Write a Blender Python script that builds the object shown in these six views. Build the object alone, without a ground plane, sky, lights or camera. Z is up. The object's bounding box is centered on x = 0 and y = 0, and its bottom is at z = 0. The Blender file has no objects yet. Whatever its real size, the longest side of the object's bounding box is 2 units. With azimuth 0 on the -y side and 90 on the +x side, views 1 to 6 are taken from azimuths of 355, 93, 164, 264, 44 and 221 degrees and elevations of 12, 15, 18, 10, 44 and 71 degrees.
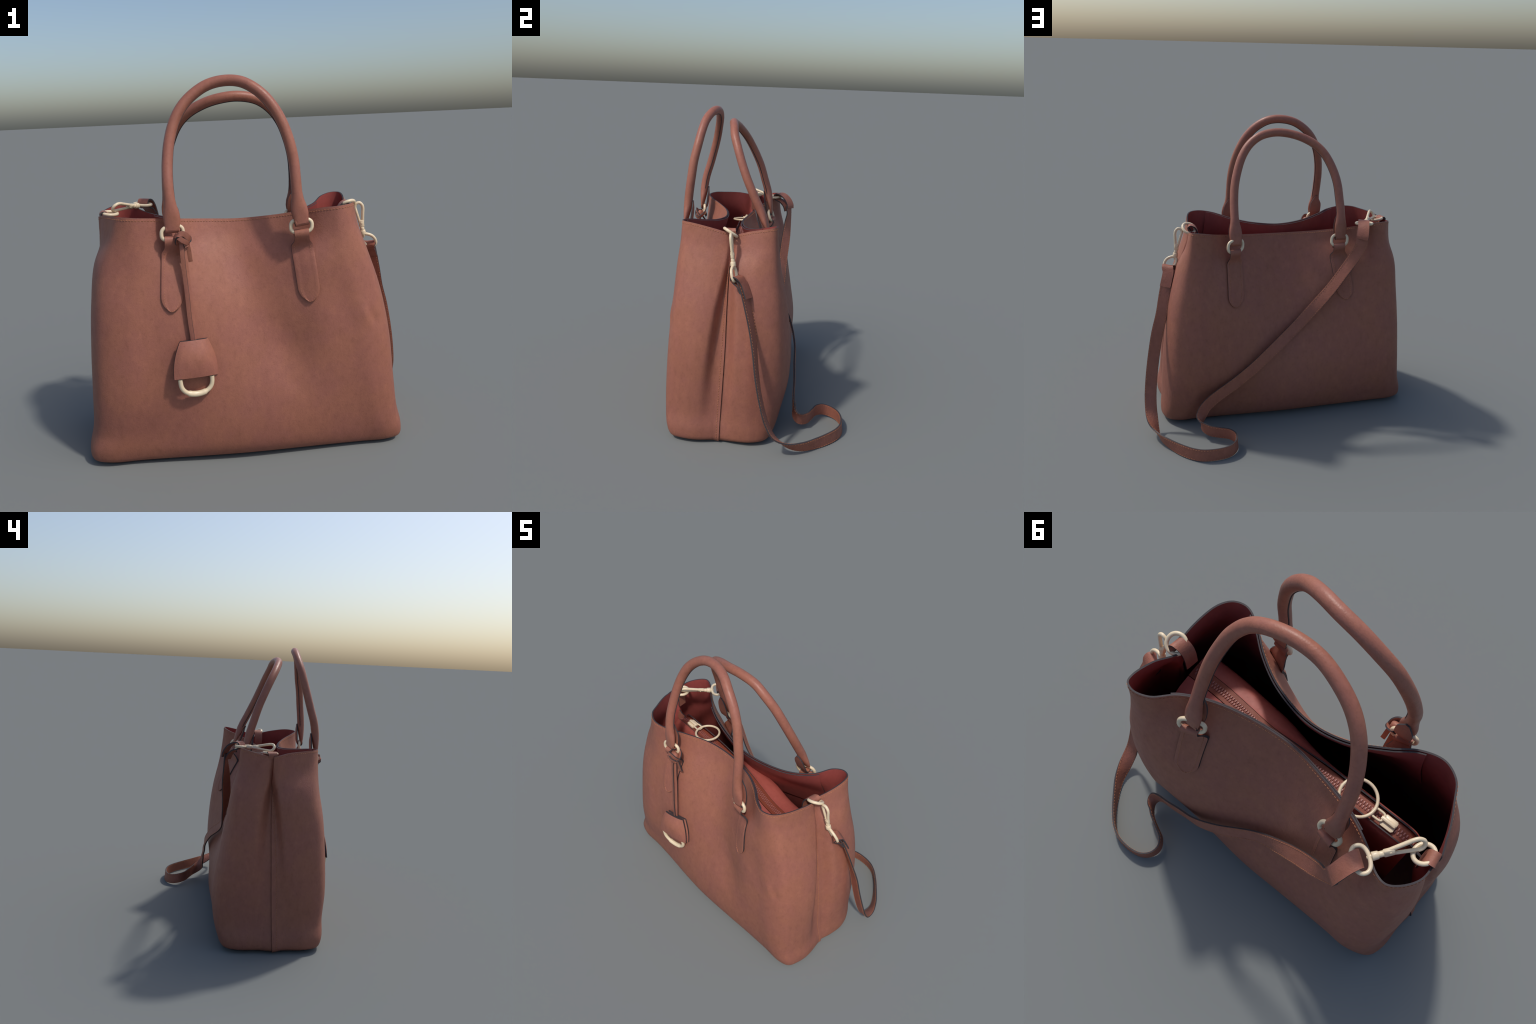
"""A structured leather tote: pinched side gussets, two rolled handles on D rings,
a detachable shoulder strap on snap clasps, a hanging charm and a zipped middle pouch."""
import bpy, math, random
import numpy as np
from mathutils import Vector
from mathutils.bvhtree import BVHTree

random.seed(7)
V3 = lambda *a: np.array(a, float)


def unit(v):
    v = np.asarray(v, float)
    return v / max(1e-12, np.linalg.norm(v))


# ---------------------------------------------------------------- materials
def leather(name, base, dark, tint, rough=0.52, bump=0.35, depth=None, baked_shade=None):
    """Mottled smooth leather. depth=(z_black, z_full, colour) paints interior shade by fading the colour downwards."""
    m = bpy.data.materials.new(name)
    m.use_nodes = True
    nt = m.node_tree
    N, L = nt.nodes, nt.links
    bsdf = N["Principled BSDF"]
    tc = N.new("ShaderNodeTexCoord")

    def noise(scale, detail, rough_, stretch=(1, 1, 1)):
        mp = N.new("ShaderNodeMapping")
        mp.inputs["Scale"].default_value = stretch
        n = N.new("ShaderNodeTexNoise")
        n.inputs["Scale"].default_value = scale
        n.inputs["Detail"].default_value = detail
        n.inputs["Roughness"].default_value = rough_
        L.new(tc.outputs["Object"], mp.inputs[0])
        L.new(mp.outputs[0], n.inputs["Vector"])
        return n.outputs["Fac"]

    def ramp(src, a, b):
        r = N.new("ShaderNodeMapRange")
        r.inputs[1].default_value = a
        r.inputs[2].default_value = b
        r.interpolation_type = 'SMOOTHSTEP'
        L.new(src, r.inputs[0])
        return r.outputs[0]

    def mix(fac, c1, c2, scale=1.0):
        x = N.new("ShaderNodeMix")
        x.data_type = 'RGBA'
        if scale != 1.0:
            mu = N.new("ShaderNodeMath")
            mu.operation = 'MULTIPLY'
            mu.inputs[1].default_value = scale
            L.new(fac, mu.inputs[0])
            fac = mu.outputs[0]
        L.new(fac, x.inputs[0])
        for s, c in ((6, c1), (7, c2)):
            if isinstance(c, tuple):
                x.inputs[s].default_value = (*c, 1)
            else:
                L.new(c, x.inputs[s])
        return x.outputs[2]

    big = noise(6.0, 3, 0.55)
    mid = noise(30.0, 5, 0.68, (1, 1, 0.6))
    fine = noise(85.0, 4, 0.65, (1, 1, 0.8))
    light = tuple(min(1, v * 1.16) for v in base)
    c = mix(ramp(big, 0.35, 0.65), base, tint)
    c = mix(ramp(mid, 0.50, 0.30), c, light, 0.55)
    c = mix(ramp(mid, 0.50, 0.74), c, dark, 0.50)
    c = mix(ramp(fine, 0.50, 0.72), c, dark, 0.45)
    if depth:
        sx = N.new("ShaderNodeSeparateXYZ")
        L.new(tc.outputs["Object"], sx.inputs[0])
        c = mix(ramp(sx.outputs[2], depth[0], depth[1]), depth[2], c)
    if baked_shade:                      # (z low, z high, bottom factor): occlusion darkening put into the lower body colour
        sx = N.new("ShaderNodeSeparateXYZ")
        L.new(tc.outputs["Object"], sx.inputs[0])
        g = ramp(sx.outputs[2], baked_shade[0], baked_shade[1])
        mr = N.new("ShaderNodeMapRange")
        mr.inputs[3].default_value = baked_shade[2]
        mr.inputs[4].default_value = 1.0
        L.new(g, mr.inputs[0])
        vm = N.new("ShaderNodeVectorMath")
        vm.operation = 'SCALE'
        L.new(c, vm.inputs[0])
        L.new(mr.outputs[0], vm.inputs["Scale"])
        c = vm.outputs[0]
    L.new(c, bsdf.inputs["Base Color"])
    rr = N.new("ShaderNodeMapRange")
    rr.inputs[3].default_value = rough - 0.07
    rr.inputs[4].default_value = rough + 0.1
    L.new(mid, rr.inputs[0])
    L.new(rr.outputs[0], bsdf.inputs["Roughness"])
    bsdf.inputs["Specular IOR Level"].default_value = 0.34
    vor = N.new("ShaderNodeTexVoronoi")
    vor.inputs["Scale"].default_value = 150
    L.new(tc.outputs["Object"], vor.inputs["Vector"])
    ad = N.new("ShaderNodeMath")
    ad.operation = 'MULTIPLY_ADD'
    ad.inputs[1].default_value = 0.35
    L.new(vor.outputs["Distance"], ad.inputs[0])
    L.new(mid, ad.inputs[2])
    bp = N.new("ShaderNodeBump")
    bp.inputs["Strength"].default_value = bump
    bp.inputs["Distance"].default_value = 0.004
    L.new(ad.outputs[0], bp.inputs["Height"])
    L.new(bp.outputs[0], bsdf.inputs["Normal"])
    return m


def plain(name, col, rough, metallic=0.0, var=0.15, scale=30, spec=0.5):
    m = bpy.data.materials.new(name)
    m.use_nodes = True
    N, L = m.node_tree.nodes, m.node_tree.links
    b = N["Principled BSDF"]
    tc = N.new("ShaderNodeTexCoord")
    n = N.new("ShaderNodeTexNoise")
    n.inputs["Scale"].default_value = scale
    n.inputs["Detail"].default_value = 3
    L.new(tc.outputs["Object"], n.inputs["Vector"])
    r = N.new("ShaderNodeValToRGB")
    r.color_ramp.elements[0].position = 0.3
    r.color_ramp.elements[1].position = 0.7
    r.color_ramp.elements[0].color = (*[c * (1 - var) for c in col], 1)
    r.color_ramp.elements[1].color = (*[min(1, c * (1 + var * 0.5)) for c in col], 1)
    L.new(n.outputs["Fac"], r.inputs[0])
    L.new(r.outputs[0], b.inputs["Base Color"])
    b.inputs["Roughness"].default_value = rough
    b.inputs["Metallic"].default_value = metallic
    b.inputs["Specular IOR Level"].default_value = spec
    return m


M_LEATHER = leather("brown_leather", (0.316, 0.121, 0.077), (0.232, 0.087, 0.056), (0.304, 0.114, 0.081), 0.54, 0.30, baked_shade=(.05, .75, .86))
M_HANDLE = leather("handle_leather", (0.330, 0.126, 0.082), (0.245, 0.09, 0.058), (0.318, 0.12, 0.086), 0.42, 0.22)
M_STRAP = leather("strap_leather", (0.300, 0.110, 0.071), (0.220, 0.079, 0.051), (0.292, 0.106, 0.074), 0.5, 0.4)
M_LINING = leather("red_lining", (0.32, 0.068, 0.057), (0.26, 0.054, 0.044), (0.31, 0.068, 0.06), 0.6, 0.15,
                   depth=(0.42, 1.16, (0.02, 0.002, 0.002)))  # lining blackened with depth: the bag's inner occlusion baked into its colour
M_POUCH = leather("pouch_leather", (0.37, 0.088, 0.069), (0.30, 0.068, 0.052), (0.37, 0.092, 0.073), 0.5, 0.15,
                  depth=(0.50, 0.72, (0.02, 0.004, 0.003)))  # lower pouch walls tinted near black for the shadow inside the bag
M_TAPE = leather("zip_tape", (0.21, 0.048, 0.024), (0.17, 0.035, 0.018), (0.21, 0.048, 0.026), 0.55, 0.2)
M_TOOTH = plain("zip_tooth_resin", (0.30, 0.105, 0.088), 0.35)
M_EDGE = plain("edge_paint", (0.048, 0.040, 0.043), 0.6, spec=0.25)
M_METAL = plain("cream_gold_metal", (0.75, 0.61, 0.415), 0.34, var=0.06)
M_STITCH = plain("ochre_thread", (0.43, 0.18, 0.08), 0.7)
M_BASE = leather("base_leather", (0.20, 0.06, 0.05), (0.14, 0.04, 0.035), (0.2, 0.06, 0.05))

# ---------------------------------------------------------------- mesh helpers
root = bpy.data.objects.new("leather_handbag", None)
bpy.context.scene.collection.objects.link(root)
root["label"] = "terracotta leather tote with rolled handles, shoulder strap and charm"
root["category"] = "handbag"


def group(name, parent=root):
    o = bpy.data.objects.new(name, None)
    bpy.context.scene.collection.objects.link(o)
    o.parent = parent
    return o


def add(name, verts, faces, mats, parent=root, fmat=None, angle=50, stuff=False):
    me = bpy.data.meshes.new(name)
    me.from_pydata([tuple(map(float, v)) for v in verts], [], faces)
    for m in (mats if isinstance(mats, (list, tuple)) else [mats]):
        me.materials.append(m)
    if fmat is not None:
        me.polygons.foreach_set("material_index", fmat)
    me.polygons.foreach_set("use_smooth", [True] * len(me.polygons))
    me.validate()
    import bmesh
    bm = bmesh.new()
    bm.from_mesh(me)
    bmesh.ops.recalc_face_normals(bm, faces=bm.faces)
    bm.to_mesh(me)
    bm.free()
    me.set_sharp_from_angle(angle=math.radians(angle))
    me.update()
    o = bpy.data.objects.new(name, me)
    bpy.context.scene.collection.objects.link(o)
    o.parent = parent
    if stuff:
        o["kind"] = "stuff"
    return o


def spline(pts, n, closed=False, power=0.5):
    """Centripetal-ish Catmull-Rom through pts (rows of any dimension), n samples per span."""
    P = np.asarray(pts, float)
    k = len(P)
    out = []
    spans = k if closed else k - 1
    for i in range(spans):
        g = lambda j: P[j % k] if closed else (P[j] if 0 <= j < k else (2 * P[0] - P[1] if j < 0 else 2 * P[-1] - P[-2]))
        p0, p1, p2, p3 = g(i - 1), g(i), g(i + 1), g(i + 2)
        d = [max(1e-6, np.linalg.norm(b[:3] - a[:3]) ** power) for a, b in ((p0, p1), (p1, p2), (p2, p3))]
        m1 = (p1 - p0) / d[0] - (p2 - p0) / (d[0] + d[1]) + (p2 - p1) / d[1]
        m2 = (p2 - p1) / d[1] - (p3 - p1) / (d[1] + d[2]) + (p3 - p2) / d[2]
        m1, m2 = m1 * d[1], m2 * d[1]
        for s in range(n):
            t = s / n
            out.append((2 * t**3 - 3 * t**2 + 1) * p1 + (t**3 - 2 * t**2 + t) * m1 + (-2 * t**3 + 3 * t**2) * p2 + (t**3 - t**2) * m2)
    if not closed:
        out.append(P[-1])
    return np.array(out)


def tube(path, radii, side=None, seg=14, closed=False):
    """Sweep an ellipse. radii: per point (a along side, b along normal). side: per point vector hint."""
    P = np.asarray(path, float)
    n = len(P)
    verts, faces = [], []
    prev = None
    for i in range(n):
        if closed:
            T = unit(P[(i + 1) % n] - P[i - 1])
        else:
            T = unit(P[min(n - 1, i + 1)] - P[max(0, i - 1)])
        h = side[i] if side is not None else (prev if prev is not None else (V3(0, 1, 0) if abs(T[1]) < 0.8 else V3(1, 0, 0)))
        A = unit(h - T * np.dot(h, T))
        prev = A
        B = np.cross(T, A)
        a, b = radii[i] if not np.isscalar(radii) else (radii, radii)
        for j in range(seg):
            q = 2 * math.pi * j / seg
            verts.append(P[i] + A * a * math.cos(q) + B * b * math.sin(q))
    for i in range(n if closed else n - 1):
        for j in range(seg):
            i2 = (i + 1) % n
            faces.append((i * seg + j, i * seg + (j + 1) % seg, i2 * seg + (j + 1) % seg, i2 * seg + j))
    if not closed:
        faces.append(tuple(range(seg))[::-1])
        faces.append(tuple(range((n - 1) * seg, n * seg)))
    return verts, faces


def merge(parts):
    V, F, Mi = [], [], []
    for p in parts:
        o = len(V)
        V += list(p[0])
        F += [tuple(i + o for i in f) for f in p[1]]
        Mi += list(p[2]) if len(p) > 2 else [0] * len(p[1])
    return V, F, Mi


def band(centre, across, halfw, thick, round_edge=True):
    """Flat strip: leather faces (slot 0) and painted edges (slot 1)."""
    C = np.asarray(centre, float)
    n = len(C)
    V, F, Mi = [], [], []
    for i in range(n):
        T = unit(C[min(n - 1, i + 1)] - C[max(0, i - 1)])
        A = unit(across[i] - T * np.dot(across[i], T))
        Nn = np.cross(T, A)
        w = halfw[i] if not np.isscalar(halfw) else halfw
        t = thick / 2
        for a, b in ((-1, -1), (-.5, -1.12), (0, -1.18), (.5, -1.12), (1, -1), (1, 1), (.5, 1.12), (0, 1.18), (-.5, 1.12), (-1, 1)):
            V.append(C[i] + A * w * a + Nn * t * b)
    k = 10
    for i in range(n - 1):
        for j in range(k):
            F.append((i * k + j, i * k + (j + 1) % k, (i + 1) * k + (j + 1) % k, (i + 1) * k + j))
            Mi.append(1 if j in (4, 9) else 0)
    F.append(tuple(range(k))[::-1])
    F.append(tuple(range((n - 1) * k, n * k)))
    Mi += [1, 1]
    return V, F, Mi


def loop_ring(c, a, b, r, power=2.6, n=40, seg=12):
    """Rounded ring: superellipse with half axes a and b (vectors)."""
    c, a, b = map(lambda v: np.asarray(v, float), (c, a, b))
    P = []
    for i in range(n):
        q = 2 * math.pi * i / n
        cx, sy = math.cos(q), math.sin(q)
        P.append(c + a * math.copysign(abs(cx) ** (2 / power), cx) + b * math.copysign(abs(sy) ** (2 / power), sy))
    # even out the spacing
    P = np.array(P)
    nrm = unit(np.cross(a, b))
    return tube(P, r, side=[nrm] * n, seg=seg, closed=True)


def cylinder(p0, p1, r0, r1=None, seg=16, bev=0.0025):
    p0, p1 = np.asarray(p0, float), np.asarray(p1, float)
    r1 = r0 if r1 is None else r1
    d = unit(p1 - p0)
    L_ = np.linalg.norm(p1 - p0)
    bev = min(bev, L_ / 3)
    path = [p0, p0 + d * bev * .3, p0 + d * bev, p1 - d * bev, p1 - d * bev * .3, p1]
    rad = [(r0 - bev,) * 2, (r0 - bev * .3,) * 2, (r0,) * 2, (r1,) * 2, (r1 - bev * .3,) * 2, (r1 - bev,) * 2]
    return tube(path, rad, seg=seg)


def box(c, ax, ay, az):
    """Chamfered block with half-axis vectors."""
    V, F = [], []
    c = np.asarray(c, float)
    ax, ay, az = map(lambda v: np.asarray(v, float), (ax, ay, az))
    prof = [(-1, -.75), (-1, .75), (-.8, 1), (.8, 1), (1, .75), (1, -.75), (.8, -1), (-.8, -1)]
    for z, s in ((-1, .85), (-.75, 1), (.75, 1), (1, .85)):
        for x, y in prof:
            V.append(c + ax * x * s + ay * y * s + az * z)
    for i in range(3):
        for j in range(8):
            F.append((i * 8 + j, i * 8 + (j + 1) % 8, i * 8 + 8 + (j + 1) % 8, i * 8 + 8 + j))
    F += [tuple(range(8))[::-1], tuple(range(24, 32))]
    return V, F


# ---------------------------------------------------------------- bag body
# the rim, 33 stations anticlockwise from the front middle
RIM = [(-.05, -.252, 1.260), (.133, -.287, 1.272), (.26, -.348, 1.292), (.378, -.433, 1.316), (.454, -.463, 1.324),
       (.515, -.443, 1.328), (.555, -.385, 1.328), (.579, -.265, 1.308), (.578, -.175, 1.285), (.555, -.135, 1.268),
       (.591, -.024, 1.300), (.603, .080, 1.322), (.590, .118, 1.328), (.545, .132, 1.327), (.480, .104, 1.312),
       (.410, .014, 1.280), (.256, -.075, 1.248), (-.04, -.130, 1.229), (-.256, -.100, 1.240), (-.431, -.050, 1.262),
       (-.550, .012, 1.290), (-.638, .080, 1.322), (-.690, .092, 1.330), (-.735, .064, 1.325), (-.785, -.015, 1.308),
       (-.785, -.115, 1.293), (-.758, -.225, 1.312), (-.700, -.340, 1.320), (-.658, -.406, 1.323), (-.580, -.443, 1.319),
       (-.480, -.420, 1.309), (-.380, -.355, 1.293), (-.220, -.275, 1.272)]
SEAM_R, SEAM_L, NCOL = 9, 25, 33


def sstep(t):
    t = min(1, max(0, t))
    return t * t * (3 - 2 * t)


def section(z, FL, FR, BL, BR, fc, bc, SL, SR, rc, hold, fold):
    """One level of the body. FL.. = (side x, face y) of the four corners, fc/bc the face middles,
    SL/SR = (x, y) of the side seams, rc the corner radii (FL, FR, BL, BR), hold how early the (front left, front right, back)
    face reaches its corner depth and where the hollow of the front lies, fold the width of the gusset fold in front of and behind the seam."""
    hold = hold if isinstance(hold, tuple) else (hold, hold, hold, -.05)
    xf = hold[3]

    def face(f, xe, ye, yc, x0):
        k = 2 if ye > 0 else (0 if xe < 0 else 1)
        return (x0 + (xe - x0) * f, yc + (ye - yc) * sstep(f / hold[k]))

    p = [None] * NCOL
    rFL, rFR, rBL, rBR = rc
    p[0] = (xf, fc)
    for i, f in ((1, .36), (2, .60), (3, .83), (4, 1)):
        p[i] = face(f, FR[0] - rFR, FR[1], fc, xf)
    for i, f in ((32, .30), (31, .60), (30, .81), (29, 1)):
        p[i] = face(f, FL[0] + rFL, FL[1], fc, xf)
    p[17] = (-.04, bc)
    for i, f in ((16, .52), (15, .79), (14, .91), (13, 1)):
        p[i] = face(f, BR[0] - rBR, BR[1], bc, -.04)
    for i, f in ((18, .36), (19, .66), (20, .85), (21, 1)):
        p[i] = face(f, BL[0] + rBL, BL[1], bc, -.04)
    k = .29
    p[5] = (FR[0] - k * rFR, FR[1] + k * rFR)
    p[6] = (FR[0], FR[1] + rFR)
    p[28] = (FL[0] + k * rFL, FL[1] + k * rFL)
    p[27] = (FL[0], FL[1] + rFL)
    p[12] = (BR[0] - k * rBR, BR[1] - k * rBR)
    p[11] = (BR[0], BR[1] - rBR)
    p[22] = (BL[0] + k * rBL, BL[1] - k * rBL)
    p[23] = (BL[0], BL[1] - rBL)
    p[9], p[25] = SR, SL
    wf, wb = fold
    # right: a steep lobe in front of the seam, the rear half runs flush into it
    p[8] = (SR[0] + .80 * (FR[0] - SR[0]), SR[1] - .6 * wf)
    p[7] = (FR[0] + .010, min(SR[1] - wf - .02, .5 * (SR[1] - wf + FR[1] + rFR)))
    p[10] = (SR[0] + .8 * (BR[0] - SR[0]), max(SR[1] + .05, SR[1] + .5 * (BR[1] - rBR - SR[1])))
    # left: a steep lobe in front, a gentler one behind
    p[26] = (SL[0] + .80 * (FL[0] - SL[0]), SL[1] - wf)
    p[24] = (SL[0] + .85 * (BL[0] - SL[0]), SL[1] + wb)
    return [(x, y, z) for x, y in p]


ROWS = [
    section(1.06, (-.822, -.462), (.640, -.486), (-.822, .150), (.680, .172), -.322, -.060, (-.800, -.121), (.662, -.148), (.22, .13, .13, .14), (.82, .82, 1.15, -.04), (.028, .06)),
    section(0.85, (-.852, -.497), (.708, -.502), (-.854, .168), (.738, .203), -.402, .042, (-.840, -.120), (.718, -.154), (.21, .15, .15, .17), (.66, .68, .93, .0), (.055, .08)),
    section(0.60, (-.872, -.521), (.752, -.521), (-.868, .208), (.775, .232), -.470, .145, (-.866, -.127), (.750, -.156), (.21, .15, .15, .20), (.60, .70, .85, .03), (.085, .10)),
    section(0.36, (-.882, -.529), (.768, -.531), (-.873, .242), (.796, .236), -.532, .228, (-.868, -.136), (.764, -.163), (.19, .14, .15, .22), (.72, .80, .82, .02), (.095, .10)),
    section(0.18, (-.893, -.510), (.782, -.528), (-.885, .232), (.806, .195), -.554, .243, (-.892, -.142), (.768, -.170), (.16, .12, .13, .18), .9, (.09, .10)),
    section(0.08, (-.914, -.502), (.803, -.515), (-.910, .205), (.815, .165), -.545, .216, (-.920, -.146), (.785, -.173), (.12, .10, .11, .14), .9, (.08, .09)),
    section(0.03, (-.912, -.486), (.801, -.496), (-.908, .185), (.811, .142), -.515, .180, (-.922, -.148), (.787, -.174), (.11, .09, .10, .12), .9, (.08, .09)),
    section(0.010, (-.885, -.460), (.778, -.470), (-.880, .155), (.786, .112), -.478, .145, (-.900, -.150), (.775, -.175), (.10, .08, .09, .11), .9, (.08, .09)),
]
row_mid = [tuple(.68 * np.array(a[:2]) + .32 * np.array(b[:2])) + (1.185 * .6 + .4 * (a[2] - .09),) for a, b in zip(RIM, ROWS[0])]
CTRL = np.array([RIM, row_mid] + ROWS)           # rows x cols x 3

USUB, VSUB = 8, 7
dense_rows = [spline(r, USUB, closed=True) for r in CTRL]         # rows x (33*8) x 3
dense_rows = np.array(dense_rows)
SURF = np.stack([spline(dense_rows[:, u], VSUB) for u in range(dense_rows.shape[1])], axis=1)   # v x u x 3
NV, NU = SURF.shape[:2]


def bump_at(P, c, r, amp, rot=0.0):
    """Soft dent or swelling on the front face, ellipse r=(rx, rz) turned by rot."""
    dx, dz = P[..., 0] - c[0], P[..., 2] - c[1]
    ca, sa = math.cos(rot), math.sin(rot)
    ex, ez = (dx * ca + dz * sa) / r[0], (-dx * sa + dz * ca) / r[1]
    return amp * np.exp(-(ex**2 + ez**2)) * (P[..., 1] < -.2)


# dents and folds that catch the light on the front face
SURF[..., 1] += bump_at(SURF, (.19, .55), (.10, .18), .022, .25)
SURF[..., 1] += bump_at(SURF, (.628, .735), (.013, .045), .014, .55)
SURF[..., 1] -= bump_at(SURF, (.590, .755), (.03, .06), .008, .5)
SURF[..., 1] += bump_at(SURF, (.20, .40), (.02, .05), .006, .9)


def fold(P, seam_y, levels):
    """Pinch the sides in along the seam: a flat-bottomed trough. levels = (z, flat and slope widths
    in front of the seam, flat and slope widths behind it, depth)."""
    L_ = np.array(levels)[::-1]
    z = P[..., 2]
    af, bf, ab, bb, dp = (np.interp(z, L_[:, 0], L_[:, i]) for i in range(1, 6))
    dy = P[..., 1] - np.interp(z, [0, .6, 1.3], seam_y)
    a, b = np.where(dy < 0, af, ab), np.where(dy < 0, bf, bb)
    t = np.clip((np.abs(dy) - a) / b, 0, 1)
    return dp * (1 - t * t * (3 - 2 * t))


side_r, side_l = SURF[..., 0] > .5, SURF[..., 0] < -.64
SURF[..., 0] -= side_r * fold(SURF, (-.175, -.157, -.136), ((1.33, .0, .02, .0, .02, 0), (1.23, .0, .025, .0, .025, .010), (1.12, .0, .030, .0, .03, .046), (1.02, .010, .036, .0, .05, .056), (.85, .032, .046, .004, .06, .058),
                                                            (.62, .052, .054, .006, .07, .050), (.36, .060, .066, .006, .08, .028), (.12, .06, .08, .0, .06, .004), (0, .04, .08, .0, .06, 0)))
SURF[..., 0] += side_l * fold(SURF, (-.150, -.128, -.114), ((1.33, .0, .02, .0, .02, 0), (1.24, .0, .024, .0, .028, .014), (1.12, .0, .026, .0, .034, .046), (1.02, .008, .034, .006, .070, .058), (.85, .022, .048, .022, .085, .052),
                                                            (.60, .032, .065, .030, .095, .034), (.36, .034, .08, .03, .10, .010), (.2, .03, .08, .03, .1, 0), (0, .03, .08, .03, .1, 0)))


def normals(G, closed):
    du = np.roll(G, -1, 1) - np.roll(G, 1, 1)
    if not closed:
        du[:, 0], du[:, -1] = G[:, 1] - G[:, 0], G[:, -1] - G[:, -2]
    dv = np.gradient(G, axis=0)
    n = np.cross(dv, du)
    return n / np.maximum(1e-9, np.linalg.norm(n, axis=2, keepdims=True))


SN = normals(SURF, True)
# make sure they point outwards
ctr = SURF.mean(axis=(0, 1))
if np.sum(SN * (SURF - ctr)) < 0:
    SN = -SN


def shell(name, G, Nn, thick, mats, parent, closed=False):
    """Thick sheet from an outer grid: slot 0 outside, slot 1 inside, slot 2 cut edges."""
    nv, nu = G.shape[:2]
    I = G - Nn * thick
    V = list(G.reshape(-1, 3)) + list(I.reshape(-1, 3))
    o = nv * nu
    F, Mi = [], []
    for v in range(nv - 1):
        for u in range(nu - 1):
            a, b, c, d = v * nu + u, v * nu + u + 1, (v + 1) * nu + u + 1, (v + 1) * nu + u
            F.append((a, b, c, d)); Mi.append(0)
            F.append((o + d, o + c, o + b, o + a)); Mi.append(1)
    for u in range(nu - 1):
        F.append((u + 1, u, o + u, o + u + 1)); Mi.append(2)
        k = (nv - 1) * nu
        F.append((k + u, k + u + 1, o + k + u + 1, o + k + u)); Mi.append(2)
    for v in range(nv - 1):
        for u, fl in ((0, 0), (nu - 1, 1)):
            a, d = v * nu + u, (v + 1) * nu + u
            F.append((a, d, o + d, o + a) if not fl else (d, a, o + a, o + d)); Mi.append(2)
    return add(name, V, F, mats, parent, Mi, angle=50)


uR, uL = SEAM_R * USUB, SEAM_L * USUB
front_u = [u % NU for u in range(uL, NU + uR + 1)]
back_u = list(range(uR - 1, uL + 2))
Gf, Nf = SURF[:, front_u].copy(), SN[:, front_u].copy()
# the front panel laps over the back one at the side seams
n_f = Gf.shape[1]
lift = np.zeros(n_f)
for k in range(6):
    lift[k] = lift[n_f - 1 - k] = .009 * (1 - k / 6)
# thicker lip at the top of the left seam, where the tab is sewn in
lip = np.clip((Gf[..., 2] - 1.04) / .08, 0, 1) * (np.arange(n_f)[None, :] < 6)
Gf += Nf * lift[None, :, None] * (1 + .7 * lip)[..., None]
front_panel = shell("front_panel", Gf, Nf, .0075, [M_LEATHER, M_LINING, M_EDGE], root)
Gb, Nb = SURF[:, back_u].copy(), SN[:, back_u].copy()
Gb[:, 0] -= Nb[:, 0] * .004
Gb[:, -1] -= Nb[:, -1] * .004
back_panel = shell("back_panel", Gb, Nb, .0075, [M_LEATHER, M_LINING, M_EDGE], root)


def bvh_of(G):
    nv, nu = G.shape[:2]
    F = [(v * nu + u, v * nu + u + 1, (v + 1) * nu + u + 1, (v + 1) * nu + u) for v in range(nv - 1) for u in range(nu - 1)]
    return BVHTree.FromPolygons([Vector(p) for p in G.reshape(-1, 3)], F)


BVH_F, BVH_B = bvh_of(Gf), bvh_of(Gb)


def face_y(x, z, front=True):
    """Depth of the outer face at (x, z), extended above the rim."""
    zz = z
    for _ in range(40):
        hit = (BVH_F if front else BVH_B).ray_cast(Vector((x, -3 if front else 3, zz)), Vector((0, 1 if front else -1, 0)))
        if hit[0] is not None:
            return hit[0].y, np.array(hit[1])
        zz -= .01
    return (-.4 if front else .05), V3(0, -1, 0)


# base slab under the panels
outline = spline(ROWS[-1], 5, closed=True)
c0 = outline.mean(0)
ins = [c0 + (p - c0) * V3(.985, .965, 1) for p in outline]
nb = len(ins)
V = [V3(p[0], p[1], .0) for p in ins] + [V3(p[0], p[1], .016) for p in ins]
F = [(i, (i + 1) % nb, nb + (i + 1) % nb, nb + i) for i in range(nb)] + [tuple(range(nb))[::-1], tuple(range(nb, 2 * nb))]
add("base", V, F, [M_BASE, M_EDGE], root, [1] * nb + [0, 0])


# facings: a second layer just inside the front and back of the mouth
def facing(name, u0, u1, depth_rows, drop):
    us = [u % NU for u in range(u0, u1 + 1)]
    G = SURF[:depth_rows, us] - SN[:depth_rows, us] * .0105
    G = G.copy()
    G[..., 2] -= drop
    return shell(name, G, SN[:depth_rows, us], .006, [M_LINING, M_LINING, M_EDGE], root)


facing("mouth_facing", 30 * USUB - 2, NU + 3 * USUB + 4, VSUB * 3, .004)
facing("mouth_facing", 14 * USUB + 6, 20 * USUB - 4, VSUB * 3, .004)


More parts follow.
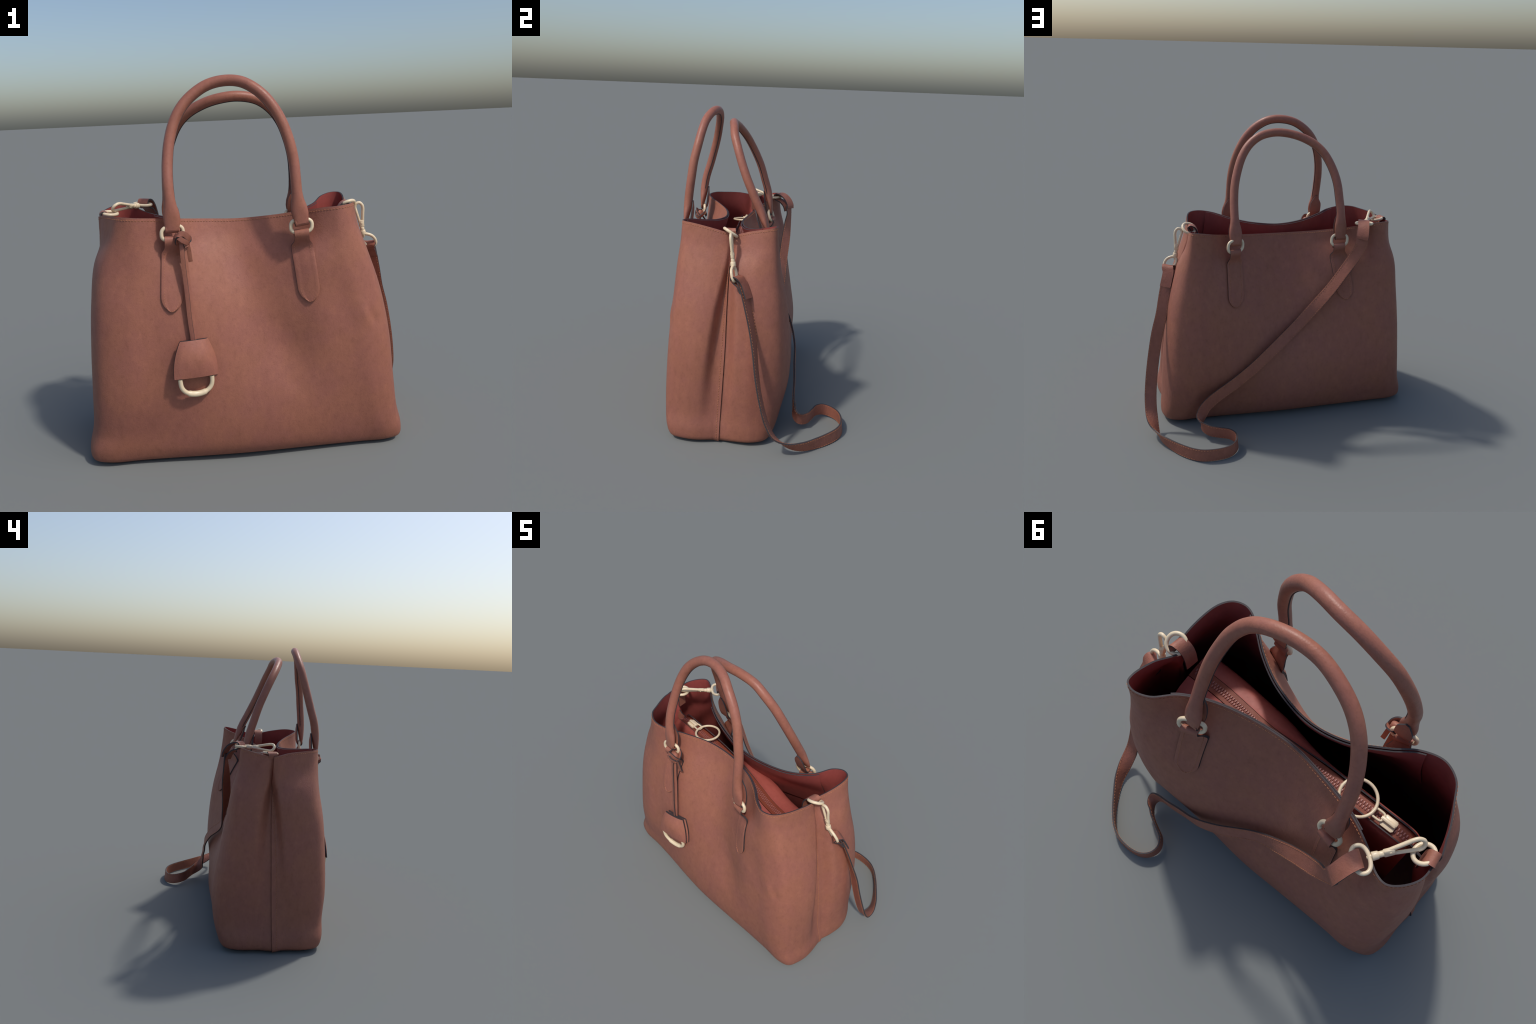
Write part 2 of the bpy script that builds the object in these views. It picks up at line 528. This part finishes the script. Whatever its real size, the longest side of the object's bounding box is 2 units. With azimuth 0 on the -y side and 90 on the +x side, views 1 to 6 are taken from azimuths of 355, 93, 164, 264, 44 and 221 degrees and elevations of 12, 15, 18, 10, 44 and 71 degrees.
# stitching helper -------------------------------------------------------
def stitches(points, nrm, gap=.016, length=.0100, r=.0013):
    """Short thread pieces along a polyline lying on a surface."""
    P = np.asarray(points, float)
    parts = []
    seg = np.linalg.norm(np.diff(P, axis=0), axis=1)
    cum = np.concatenate([[0], np.cumsum(seg)])
    s = gap * .5
    while s + length < cum[-1]:
        pos = []
        for q in (s, s + length):
            i = min(len(seg) - 1, int(np.searchsorted(cum, q, side='right') - 1))
            t = (q - cum[i]) / max(1e-9, seg[i])
            n = unit(nrm[i] * (1 - t) + nrm[i + 1] * t)
            pos.append((P[i] * (1 - t) + P[i + 1] * t + n * .0006, n))
        (a, n1), (b, n2) = pos
        d = unit(b - a)
        pth = [a - n1 * .001, a + d * .0015 + n1 * .0008, b - d * .0015 + n2 * .0008, b - n2 * .001]
        parts.append(tube(pth, [(r * .7,) * 2, (r,) * 2, (r,) * 2, (r * .7,) * 2], seg=5))
        s += gap
    return parts


rim_parts = []
idx = 1
for us, G, Nn in ((None, Gf, Nf), (None, Gb, Nb)):
    # a line 13 mm below the cut edge
    P = []
    for u in range(G.shape[1]):
        a, b = G[0, u], G[1, u]
        P.append(a + unit(b - a) * .014)
    rim_parts += stitches(P, Nn[0])
v, f, _ = merge(rim_parts)
add("rim_stitching", v, f, M_STITCH, root, stuff=True)
# side seam stitching, on the front panel next to its lapped edge
sp = []
for e in (3, n_f - 4):
    col = [Gf[k, e] for k in range(VSUB * 2, NV - 6)]
    sp += stitches(col, [Nf[k, e] for k in range(VSUB * 2, NV - 6)], r=.0013)
v, f, _ = merge(sp)
add("side_stitching", v, f, M_STITCH, root, stuff=True)

# ---------------------------------------------------------------- handles, rings and tabs
FRONT_PATH = [(-.388, -.472, 1.25), (-.386, -.466, 1.30), (-.391, -.457, 1.39), (-.395, -.441, 1.484), (-.391, -.412, 1.58), (-.378, -.386, 1.673),
              (-.350, -.361, 1.769), (-.307, -.344, 1.847), (-.246, -.330, 1.908), (-.166, -.324, 1.955), (-.076, -.330, 1.972),
              (.004, -.350, 1.961), (.081, -.379, 1.914), (.142, -.397, 1.847), (.189, -.414, 1.761), (.221, -.434, 1.663),
              (.239, -.446, 1.566), (.245, -.458, 1.469), (.250, -.467, 1.373), (.260, -.475, 1.30), (.267, -.480, 1.248)]
BACK_PATH = [(.305, .066, 1.228), (.303, .040, 1.290), (.303, .010, 1.365), (.299, -.036, 1.460), (.286, -.084, 1.565), (.260, -.122, 1.660),
             (.220, -.156, 1.755), (.165, -.182, 1.827), (.092, -.194, 1.877), (-.010, -.208, 1.897), (-.106, -.210, 1.889),
             (-.191, -.193, 1.866), (-.275, -.165, 1.823), (-.335, -.130, 1.764), (-.381, -.085, 1.673), (-.406, -.045, 1.580),
             (-.416, -.012, 1.474), (-.420, .013, 1.391), (-.417, .034, 1.29), (-.416, .048, 1.222)]
# (half width, half thickness) against distance from the foot
FOOT = [(0, .034, .007), (.015, .037, .010), (.05, .0425, .016), (.085, .041, .022), (.125, .032, .026), (.165, .0275, .0275), (.3, .0275, .0275)]


def foot_size(s):
    a = np.interp(s, [q[0] for q in FOOT], [q[1] for q in FOOT])
    b = np.interp(s, [q[0] for q in FOOT], [q[2] for q in FOOT])
    return a, b


def handle(path, outward):
    grp = group("handle")
    P = spline(path, 5)
    seg = np.linalg.norm(np.diff(P, axis=0), axis=1)
    cum = np.concatenate([[0], np.cumsum(seg)])
    out = V3(0, outward, 0)
    n = len(P)
    radii, side = [], []
    for i in range(n):
        T = unit(P[min(n - 1, i + 1)] - P[max(0, i - 1)])
        radii.append(foot_size(min(cum[i], cum[-1] - cum[i])))
        side.append(unit(np.cross(T, out)))
    add("handle_roll", *tube(P, radii, side, seg=18), M_HANDLE, grp)
    # closed edge of the rolled leather: a thin painted seam on the inside of the arch
    c = P.mean(0)
    k0 = int(np.searchsorted(cum, .14))
    k1 = int(np.searchsorted(cum, cum[-1] - .14))
    seam = []
    for i in range(k0, k1):
        T = unit(P[i + 1] - P[i - 1])
        A = unit(np.cross(T, out))
        if np.dot(A, P[i] - c) > 0:
            A = -A
        B = unit(np.cross(T, A))
        if np.dot(B, out) > 0:
            B = -B
        seam.append(P[i] + unit(A + .35 * B) * .0270)
    add("handle_seam", *tube(seam, .0032, seg=6), M_EDGE, grp)
    # folded ends: wrap under the ring and lie behind the roll, pointed at the top
    for end in (0, -1):
        Q = P if end == 0 else P[::-1]
        cu = cum if end == 0 else (cum[-1] - cum[::-1])
        foot = Q[0]
        up = unit(Q[8] - Q[0])
        sd = unit(np.cross(up, out))
        nrm = unit(np.cross(sd, up))
        if np.dot(nrm, out) < 0:
            nrm = -nrm
        cen, wid = [], []
        for s, o, w in ((.012, .003, .033), (.001, .001, .0335), (-.007, -.005, .034), (-.009, -.016, .034), (-.003, -.028, .034),
                        (.02, -.035, .036), (.05, -.036, .039), (.085, -.035, .037), (.115, -.033, .028), (.14, -.031, .017), (.155, -.030, .007)):
            j = int(np.searchsorted(cu, max(0, s)))
            b = Q[0] + up * s if s < .01 else Q[min(j, len(Q) - 1)]
            cen.append(b + nrm * o)
            wid.append(w)
        dat = spline(np.hstack([np.array(cen), np.array(wid)[:, None]]), 4)
        v, f, m = band(dat[:, :3], [sd] * len(dat), dat[:, 3], .0075)
        add("handle_loop", v, f, [M_LEATHER, M_EDGE], grp, m)
    return grp


handle(FRONT_PATH, -1)
handle(BACK_PATH, 1)


def ring_and_tab(foot, bar, tip, front, lateral):
    """foot = lower end of the handle, bar = middle of the ring's lower bar, tip = (x, z) of the tab point."""
    sg = -1 if front else 1
    foot, bar = np.array(foot, float), np.array(bar, float)
    bar[1] = sg * max(sg * bar[1], sg * face_y(bar[0], bar[2], front)[0] + .017)
    topb = foot + V3(0, -sg * .016, .020)
    add("handle_ring", *loop_ring((topb + bar) / 2, np.array(lateral, float), (topb - bar) / 2, .0098, 2.7), M_METAL)
    # tab: wraps the lower bar, necked, then shoulders, straight sides and a pointed round tip
    top = (bar[0], bar[2])
    axis = np.array(tip) - np.array(top)           # in x, z
    Ln = np.linalg.norm(axis)
    ax = axis / Ln
    pr = np.array([-ax[1], ax[0]])
    nt, nw, narc = 52, 11, 9
    V_o, V_i = [], []
    for i in range(narc):
        q = math.radians(-60 + 240 * i / narc)      # from behind the bar, over it, to its front
        for j in range(nw):
            e = -1 + 2 * j / (nw - 1)
            for V_, r in ((V_o, .0190), (V_i, .0112)):
                V_.append((bar[0] + pr[0] * .037 * e, bar[1] - sg * r * math.cos(q) + lateral[1] / lateral[0] * pr[0] * .037 * e, bar[2] + pr[1] * .037 * e + r * math.sin(q)))
    for i in range(nt + 1):
        s = Ln * (1 - (1 - i / nt) ** 1.35)
        if s < .035:
            w = .037
        elif s < .075:
            w = .037 + .0175 * sstep((s - .035) / .04)
        elif s < Ln - .078:
            w = .0545
        else:
            q = (s - (Ln - .078)) / .078
            w = .0545 * max(.02, (1 - q ** 2.0)) ** .62
        for j in range(nw):
            e = -1 + 2 * j / (nw - 1)
            x, z = np.array(top) + ax * s + pr * w * e
            y, n = face_y(x, z, front)
            rim_h = .0110 + .0030 * (abs(e) > .7) * (abs(e) < .95)
            y0 = bar[1] + lateral[1] / lateral[0] * pr[0] * w * e
            k = 1 - sstep((s - .004) / .105)
            yo = sg * max(sg * y + rim_h, (sg * y0 + .0190) * k + (sg * y + rim_h) * (1 - k))
            yi = yo - sg * (.0078 + .006 * (1 - k))
            V_o.append((x, yo, z))
            V_i.append((x, yi, z))
    nt += narc
    o = len(V_o)
    F, Mi = [], []
    for i in range(nt):
        for j in range(nw - 1):
            a, b, c, d = i * nw + j, i * nw + j + 1, (i + 1) * nw + j + 1, (i + 1) * nw + j
            F += [(a, b, c, d), (o + d, o + c, o + b, o + a)]
            Mi += [0, 0]
        for j in (0, nw - 1):
            a, d = i * nw + j, (i + 1) * nw + j
            F.append((a, d, o + d, o + a))
            Mi.append(1)
    for i in (0, nt):
        for j in range(nw - 1):
            a, b = i * nw + j, i * nw + j + 1
            F.append((a, b, o + b, o + a))
            Mi.append(1 if i else 0)
    add("handle_tab", V_o + V_i, F, [M_LEATHER, M_EDGE], root, Mi, angle=50)
    # stitch line just inside the edge
    parts = []
    edge = []
    for i in range(7 + narc, nt - 1):
        edge.append(.86 * np.array(V_o[i * nw]) + .14 * np.array(V_o[i * nw + nw - 1]))
    left = edge
    right = [.14 * np.array(V_o[i * nw]) + .86 * np.array(V_o[i * nw + nw - 1]) for i in range(7 + narc, nt - 1)]
    line = left + right[::-1]
    line = [p + V3(0, sg * .001, 0) for p in line]
    return stitches(line, [V3(0, sg, 0)] * len(line), gap=.014, length=.008, r=.0012)


ts = []
ts += ring_and_tab(FRONT_PATH[0], (-.391, -.458, 1.200), (-.417, .838), True, (.0535, .012, .002))
ts += ring_and_tab(FRONT_PATH[-1], (.264, -.464, 1.198), (.298, .838), True, (.0535, -.008, .002))
ts += ring_and_tab(BACK_PATH[0], (.311, .070, 1.172), (.322, .828), False, (.0525, .022, 0))
ts += ring_and_tab(BACK_PATH[-1], (-.402, .056, 1.170), (-.440, .815), False, (.0525, -.010, 0))
v, f, _ = merge(ts)
add("tab_stitching", v, f, M_STITCH, root, stuff=True)


# ---------------------------------------------------------------- side tabs, rings and snap clasps
def side_tab(name, pts, across, hw):
    C = spline(pts, 6)
    v, f, m = band(C, [V3(*across)] * len(C), hw, .008)
    return add(name, v, f, [M_LEATHER, M_EDGE], root, m)


side_tab("side_tab", [(.574, -.141, 1.258), (.580, -.144, 1.274), (.585, -.149, 1.292), (.572, -.154, 1.304), (.548, -.158, 1.298),
                      (.529, -.160, 1.275), (.520, -.160, 1.24), (.522, -.160, 1.16)], (.1, 1, 0), .031)
side_tab("side_tab", [(-.776, -.114, 1.272), (-.783, -.111, 1.288), (-.786, -.108, 1.304), (-.772, -.103, 1.316), (-.752, -.100, 1.308),
                      (-.742, -.100, 1.28), (-.742, -.1, 1.18)], (-.15, 1, 0), .030)
add("side_ring", *loop_ring((.580, -.151, 1.285), (.040, .010, .006), (-.004, .036, -.024), .0096, 2.1), M_METAL)
add("side_ring", *loop_ring((-.733, -.098, 1.304), (.036, .014, -.004), (-.009, .040, .004), .0096, 2.1), M_METAL)


def clasp(swivel, hook, spread, k, eye_c, eye_a, eye_b):
    """Trigger snap: swivel barrel, round bar bent into a long hook, sprung gate, and the strap eye."""
    grp = group("snap_clasp")
    sw, hk = np.array(swivel, float), np.array(hook, float)
    d = unit(hk - sw)
    L_ = np.linalg.norm(hk - sw)
    s = unit(np.asarray(spread) - d * np.dot(spread, d))
    b = sw + d * .030
    # bar: from the swivel up the back, round the bend and back to the nose
    bar = spline([b + s * .004 * k, b + s * .010 * k + d * .03, b + s * .020 * k + d * (L_ * .45), b + s * .026 * k + d * (L_ - .070), b + s * .024 * k + d * (L_ - .050),
                  b + s * .010 * k + d * (L_ - .034), b - s * .010 * k + d * (L_ - .034), b - s * .022 * k + d * (L_ - .046), b - s * .025 * k + d * (L_ - .062)], 6)
    add("hook", *tube(bar, .0088, seg=12), M_METAL, grp)
    g0, g1 = b - s * .006 * k + d * .008, b - s * .024 * k + d * (L_ - .056)
    add("gate", *cylinder(g0, g1, .0076), M_METAL, grp)
    n = unit(np.cross(d, s))
    body = box(b + d * .022, d * .022, s * .014, n * .010)
    pin = cylinder(b + d * .026 - n * .0125, b + d * .026 + n * .0125, .005, bev=.001)
    add("clasp_body", *merge([body, pin])[:2], M_METAL, grp)
    parts = [cylinder(sw - d * .014, sw + d * .012, .0175, .016), cylinder(sw + d * .010, sw + d * .032, .0125, .012),
             cylinder(sw - d * .026, sw - d * .010, .0105), cylinder(sw - d * .034, sw - d * .022, .0065)]
    add("swivel", *merge(parts)[:2], M_METAL, grp)
    add("strap_eye", *loop_ring(eye_c, eye_a, eye_b, .0088, 2.3), M_METAL, grp)
    return grp


clasp((.676, -.122, 1.118), (.644, -.142, 1.292), (1, -.1, .2), .85, (.712, -.112, 1.068), (.040, -.006, -.010), (.008, .012, -.036))
clasp((-.600, .028, 1.322), (-.712, -.126, 1.338), (.5, -.36, .8), 1.0, (-.568, .074, 1.323), (-.044, .031, .003), (.019, .027, .001))


# ---------------------------------------------------------------- shoulder strap
STRAP = [  # centre, direction of the edge that ends up on top
    ((.716, -.075, 1.035), (.85, -.5, .1)), ((.735, -.052, .990), (.87, -.48, .1)), ((.762, -.022, .890), (.9, -.42, 0)),
    ((.790, .010, .760), (.93, -.36, 0)), ((.824, .031, .638), (.96, -.25, 0)), ((.853, .050, .492), (.98, -.18, 0)),
    ((.876, .078, .349), (.98, -.12, 0)), ((.891, .118, .212), (.98, -.12, .05)), ((.892, .168, .120), (.94, -.1, .3)),
    ((.880, .252, .066), (.72, -.05, .7)), ((.852, .335, .046), (.36, .1, .92)), ((.791, .427, .040), (.05, .1, 1)),
    ((.728, .503, .0395), (-.03, -.05, 1)), ((.666, .556, .0395), (-.02, -.1, 1)), ((.604, .584, .0395), (0, -.1, 1)),
    ((.503, .590, .0395), (0, -.08, 1)), ((.431, .568, .040), (.05, -.05, 1)), ((.391, .523, .046), (.08, 0, 1)),
    ((.386, .472, .056), (.05, 0, 1)), ((.418, .427, .062), (0, .05, 1)), ((.475, .400, .064), (0, .05, 1)),
    ((.542, .366, .068), (.02, .05, 1)), ((.580, .325, .084), (.15, .1, 1)), ((.583, .292, .118), (.45, .1, .8)),
    ((.556, .278, .178), (.65, .05, .72)), ((.510, .274, .225), (.65, .0, .75)), ((.436, .275, .280), (.62, -.02, .78)),
    ((.336, .270, .345), (.62, -.03, .78)), ((.224, .268, .432), (.64, -.05, .77)), ((.080, .234, .540), (.66, -.1, .75)),
    ((-.096, .162, .660), (.66, -.15, .74)), ((-.228, .150, .790), (.56, -.50, .60)), ((-.330, .150, .905), (.50, -.68, .45)),
    ((-.419, .162, 1.038), (.55, -.68, .38)), ((-.480, .170, 1.133), (.74, -.55, .38)), ((-.514, .176, 1.200), (.86, -.35, .36)),
    ((-.524, .170, 1.262), (.84, -.50, .2))]
dat = spline(np.array([list(c) + list(a) for c, a in STRAP]), 6)
HW = .0385
for i in range(6 * 24, len(dat)):
    # where the strap runs across the back panel it lies on the leather
    c, a = dat[i, :3], unit(dat[i, 3:])
    e1, e0 = c + a * HW, c - a * HW
    y1, y0, ym = [face_y(q[0], q[2], False)[0] + .0075 for q in (e1, e0, c)]
    y1, y0 = max(y1, e1[1]), max(y0, e0[1])
    m_ = max(ym, c[1], .5 * (y0 + y1))
    dat[i, 1] = m_
    dat[i, 4] = (y1 - y0) / (2 * HW) if dat[i, 2] < 1.12 else dat[i, 4]
strap = group("shoulder_strap")
v, f, m = band(dat[:, :3], dat[:, 3:], HW, .0085)
add("strap_band", v, f, [M_STRAP, M_EDGE], strap, m, angle=45)
sl = []
for e in (-1, 1):
    for sd in (-1, 1):
        pts, ns = [], []
        for i in range(4, len(dat) - 4):
            T = unit(dat[i + 1, :3] - dat[i - 1, :3])
            A = unit(dat[i, 3:] - T * np.dot(dat[i, 3:], T))
            Nn = np.cross(T, A) * sd
            pts.append(dat[i, :3] + A * .0325 * e + Nn * .0046)
            ns.append(Nn)
        sl += stitches(pts, ns, gap=.018, length=.010, r=.0011)
v, f, _ = merge(sl)
add("strap_stitching", v, f, M_STITCH, strap, stuff=True)


def strap_end(pts, across, hw=.0375):
    C = spline(pts, 6)
    v, f, m = band(C, [V3(*across)] * len(C), hw, .0085)
    add("strap_end", v, f, [M_STRAP, M_EDGE], strap, m)


# folded ends round the strap eyes
strap_end([(.758, -.018, .935), (.743, -.036, .985), (.732, -.056, 1.025), (.734, -.078, 1.050), (.728, -.096, 1.055), (.714, -.106, 1.040),
           (.712, -.098, 1.018), (.726, -.070, .995), (.742, -.050, .960)], (.88, -.45, .12), .0365)
strap_end([(-.518, .184, 1.245), (-.522, .182, 1.270), (-.532, .158, 1.315), (-.546, .118, 1.344), (-.560, .086, 1.346), (-.566, .074, 1.326),
           (-.556, .086, 1.305), (-.540, .120, 1.292), (-.528, .150, 1.262), (-.520, .164, 1.225)], (.82, -.57, 0), .0365)

# ---------------------------------------------------------------- bag charm
charm = group("bag_charm")
TL, TR, BL, BR = V3(-.390, -.552, .693), V3(-.252, -.512, .688), V3(-.428, -.590, .507), V3(-.206, -.540, .500)
nz, nx = 18, 15


def tag_pt(a, b, lift):
    top, bot = TL * (1 - a) + TR * a, BL * (1 - a) + BR * a
    p = top * (1 - b) + bot * b
    p = p + V3(-1, 0, 0) * .012 * math.sin(math.pi * b) * (1 - 2 * a)      # bowed flanks
    n = unit(V3(.25, -1, .18))
    belly = .030 * math.sin(math.pi * a) ** .7 * math.sin(math.pi * (.10 + .74 * b)) + .006 * (1 - b)
    return p + n * (lift + belly * (1 if lift > 0 else .45))


Vt, Ft, Mt = [], [], []
for lift in (.005, -.005):
    for i in range(nz):
        for j in range(nx):
            Vt.append(tag_pt(j / (nx - 1), i / (nz - 1), lift))
o = nz * nx
for i in range(nz - 1):
    for j in range(nx - 1):
        a, b, c, d = i * nx + j, i * nx + j + 1, (i + 1) * nx + j + 1, (i + 1) * nx + j
        Ft += [(a, b, c, d), (o + d, o + c, o + b, o + a)]
        Mt += [0, 0]
per = [j for j in range(nx)] + [i * nx + nx - 1 for i in range(1, nz)] + [(nz - 1) * nx + j for j in range(nx - 2, -1, -1)] + [i * nx for i in range(nz - 2, 0, -1)]
for k in range(len(per)):
    a, b = per[k], per[(k + 1) % len(per)]
    Ft.append((a, b, o + b, o + a))
    Mt.append(1)
add("charm_tag", Vt, Ft, [M_LEATHER, M_EDGE], charm, Mt, angle=45)
# back leaf of the folded tag
Vb = [p - V3(0, -.020, 0) for p in Vt]
Vb = [p + V3(.004, 0, -.004) for p in Vb]
add("charm_tag", Vb, Ft, [M_LEATHER, M_EDGE], charm, Mt, angle=45)
rc = (BL + BR) / 2 + V3(0, .006, 0)
ex = unit(BR - BL)
dn = unit(V3(.02, .08, -1))
arc = []
for i in range(25):
    q = math.pi * i / 24
    arc.append(rc - ex * .083 * math.cos(q) + dn * (.004 + .092 * math.sin(q) ** .6) + V3(0, -.006, 0))
radii = [(.0118 + (.0036 if 8 <= i <= 16 else 0),) * 2 for i in range(25)]
add("charm_ring", *tube(arc, radii, seg=14), M_METAL, charm)


def cord(name, pts, across, hw, thick=.006, parent=charm):
    C = spline(pts, 6)
    v, f, m = band(C, [V3(*across)] * len(C), hw, thick)
    return add(name, v, f, [M_LEATHER, M_EDGE], parent, m)


cord("cord", [(-.347, -.478, 1.195), (-.346, -.492, 1.15), (-.342, -.503, 1.05), (-.335, -.515, .93), (-.330, -.527, .80), (-.322, -.534, .70), (-.320, -.536, .66)], (1, -.25, 0), .0105)
cord("cord", [(-.336, -.474, 1.19), (-.333, -.484, 1.13), (-.327, -.494, 1.02), (-.319, -.506, .90), (-.314, -.518, .78), (-.314, -.524, .70), (-.316, -.526, .66)], (1, .35, 0), .0105)
cord("cord", [(-.328, -.468, 1.215), (-.318, -.474, 1.18), (-.312, -.468, 1.14), (-.309, -.462, 1.10), (-.307, -.458, 1.083)], (1, .1, 0), .011, .009)
# the slip knot: a knotted core and turns over the ring
kc, kv, kf = V3(-.338, -.478, 1.206), [], []
for i in range(13):
    for j in range(20):
        a, b = math.pi * i / 12, 2 * math.pi * j / 20
        w_ = 1 + .10 * math.sin(2 * b + 3 * a)
        kv.append(kc + V3(.031 * math.sin(a) * math.cos(b) * w_, .025 * math.sin(a) * math.sin(b) * w_, .029 * math.cos(a)))
for i in range(12):
    for j in range(20):
        kf.append((i * 20 + j, i * 20 + (j + 1) % 20, (i + 1) * 20 + (j + 1) % 20, (i + 1) * 20 + j))
add("cord_knot", kv, kf, M_LEATHER, charm)
cord("cord_knot", [(-.366, -.466, 1.184), (-.368, -.494, 1.206), (-.356, -.507, 1.232), (-.334, -.506, 1.236), (-.312, -.494, 1.214), (-.306, -.474, 1.188)], (.5, .1, .85), .0135, .007)
cord("cord_knot", [(-.376, -.470, 1.224), (-.362, -.508, 1.222), (-.338, -.514, 1.204), (-.316, -.500, 1.188), (-.312, -.470, 1.176)], (.5, 0, .85), .012, .007)
cord("cord_knot", [(-.352, -.440, 1.240), (-.326, -.442, 1.226), (-.308, -.460, 1.206), (-.312, -.486, 1.184), (-.334, -.496, 1.174)], (.6, .3, .7), .0125, .007)

# ---------------------------------------------------------------- middle pouch with zip
pouch = group("zip_pouch")
# centre line of the zip: x, y, z
ZIP = spline([(-.688, -.150, 1.105), (-.655, -.152, 1.130), (-.52, -.154, 1.128), (-.36, -.155, 1.120), (-.20, -.157, 1.102), (-.05, -.160, 1.070), (.10, -.168, 1.030), (.24, -.185, 1.002),
              (.38, -.195, 1.000), (.50, -.190, 1.02), (.56, -.185, 1.03)], 12)
nz_ = len(ZIP)
acr = []
for i in range(nz_):
    T = unit(ZIP[min(nz_ - 1, i + 1)] - ZIP[max(0, i - 1)])
    acr.append(unit(np.cross(V3(0, 0, 1), T)))
v, f, m = band(ZIP, acr, .035, .006)
add("zip_tape", v, f, [M_TAPE, M_TAPE], pouch, m)
# teeth: two interleaved rows
parts = []
cum = np.concatenate([[0], np.cumsum(np.linalg.norm(np.diff(ZIP, axis=0), axis=1))])
s = .01
k = 0
while s < cum[-1] - .01:
    i = min(nz_ - 2, int(np.searchsorted(cum, s) - 1))
    t = (s - cum[i]) / (cum[i + 1] - cum[i])
    p = ZIP[i] * (1 - t) + ZIP[i + 1] * t
    T = unit(ZIP[i + 1] - ZIP[i])
    A = acr[i]
    U = np.cross(T, A)
    e = 1 if k % 2 else -1
    parts.append(box(p + A * e * .0082 + U * .0045, T * .0036, A * .0072, U * .0026))
    s += .0068
    k += 1
v, f, _ = merge(parts)
add("zip_teeth", v, f, M_TOOTH, pouch, stuff=True)
# walls either side: they stand up at the left end and splay open to the right
for sg in (-1, 1):
    G = []
    for q in range(12):
        row = []
        for i in range(nz_):
            x = ZIP[i][0]
            open_ = sstep((x + .30) / .45)
            w0 = .037 - .003 * open_
            rise = .020 * (1 - open_)
            fw = .65 if sg < 0 else 1.0
            prof = [(.004, rise), (.0075, rise - .010 * (1 - open_) - .001), (.012 + .02 * open_ * fw, rise * .25 - .002), (.02 + .05 * open_ * fw, -.015 + .012 * open_), (.025 + .08 * open_ * fw, -.05 + .035 * open_),
                    (.03 + .10 * open_ * fw, -.10 + .05 * open_), (.03 + .11 * open_ * fw, -.16 + .04 * open_), (.03 + .11 * open_ * fw, -.24), (.03 + .11 * open_ * fw, -.32), (.03 + .11 * open_ * fw, -.42), (.03 + .11 * open_ * fw, -.5), (.03 + .11 * open_ * fw, -.6)][q]
            row.append(ZIP[i] + acr[i] * sg * (w0 + prof[0]) + V3(0, 0, prof[1]))
        G.append(row)
    G = np.array(G)
    Nn = normals(G, False)
    if np.sum(Nn[..., 1]) * sg < 0:
        Nn = -Nn
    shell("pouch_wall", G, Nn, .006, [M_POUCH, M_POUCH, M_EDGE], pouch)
# gusset strips joining the pouch to the side seams
side_tab("pouch_tie", [(-.655, -.150, 1.125), (-.70, -.145, 1.118), (-.725, -.138, 1.12), (-.740, -.134, 1.12)], (0, .3, 1), .028)
# slider, bridge and the big pull ring
sd = unit(ZIP[6] - ZIP[16])
sc = V3(-.560, -.152, 1.146)
sy = V3(0, 1, 0)
sx_ = unit(V3(1, 0, -.05))
up = V3(0.05, 0, 1)
oct_ = []
body = box(sc, sx_ * .032, sy * .027, up * .007)
bridge = box(sc + up * .012 + sx_ * .004, sx_ * .034, sy * .0085, up * .008)
add("zip_slider", *merge([body, bridge])[:2], M_METAL, pouch)
lk = loop_ring(sc + sx_ * .055 + up * .012, sx_ * .026, sy * .019, .0055, 4)
add("pull_link", *lk, M_METAL, pouch)
add("pull_ring", *loop_ring(sc + sx_ * .157 + up * .030, sx_ * .080 + up * .012, sy * .078, .0072, 2.0, n=44), M_METAL, pouch)
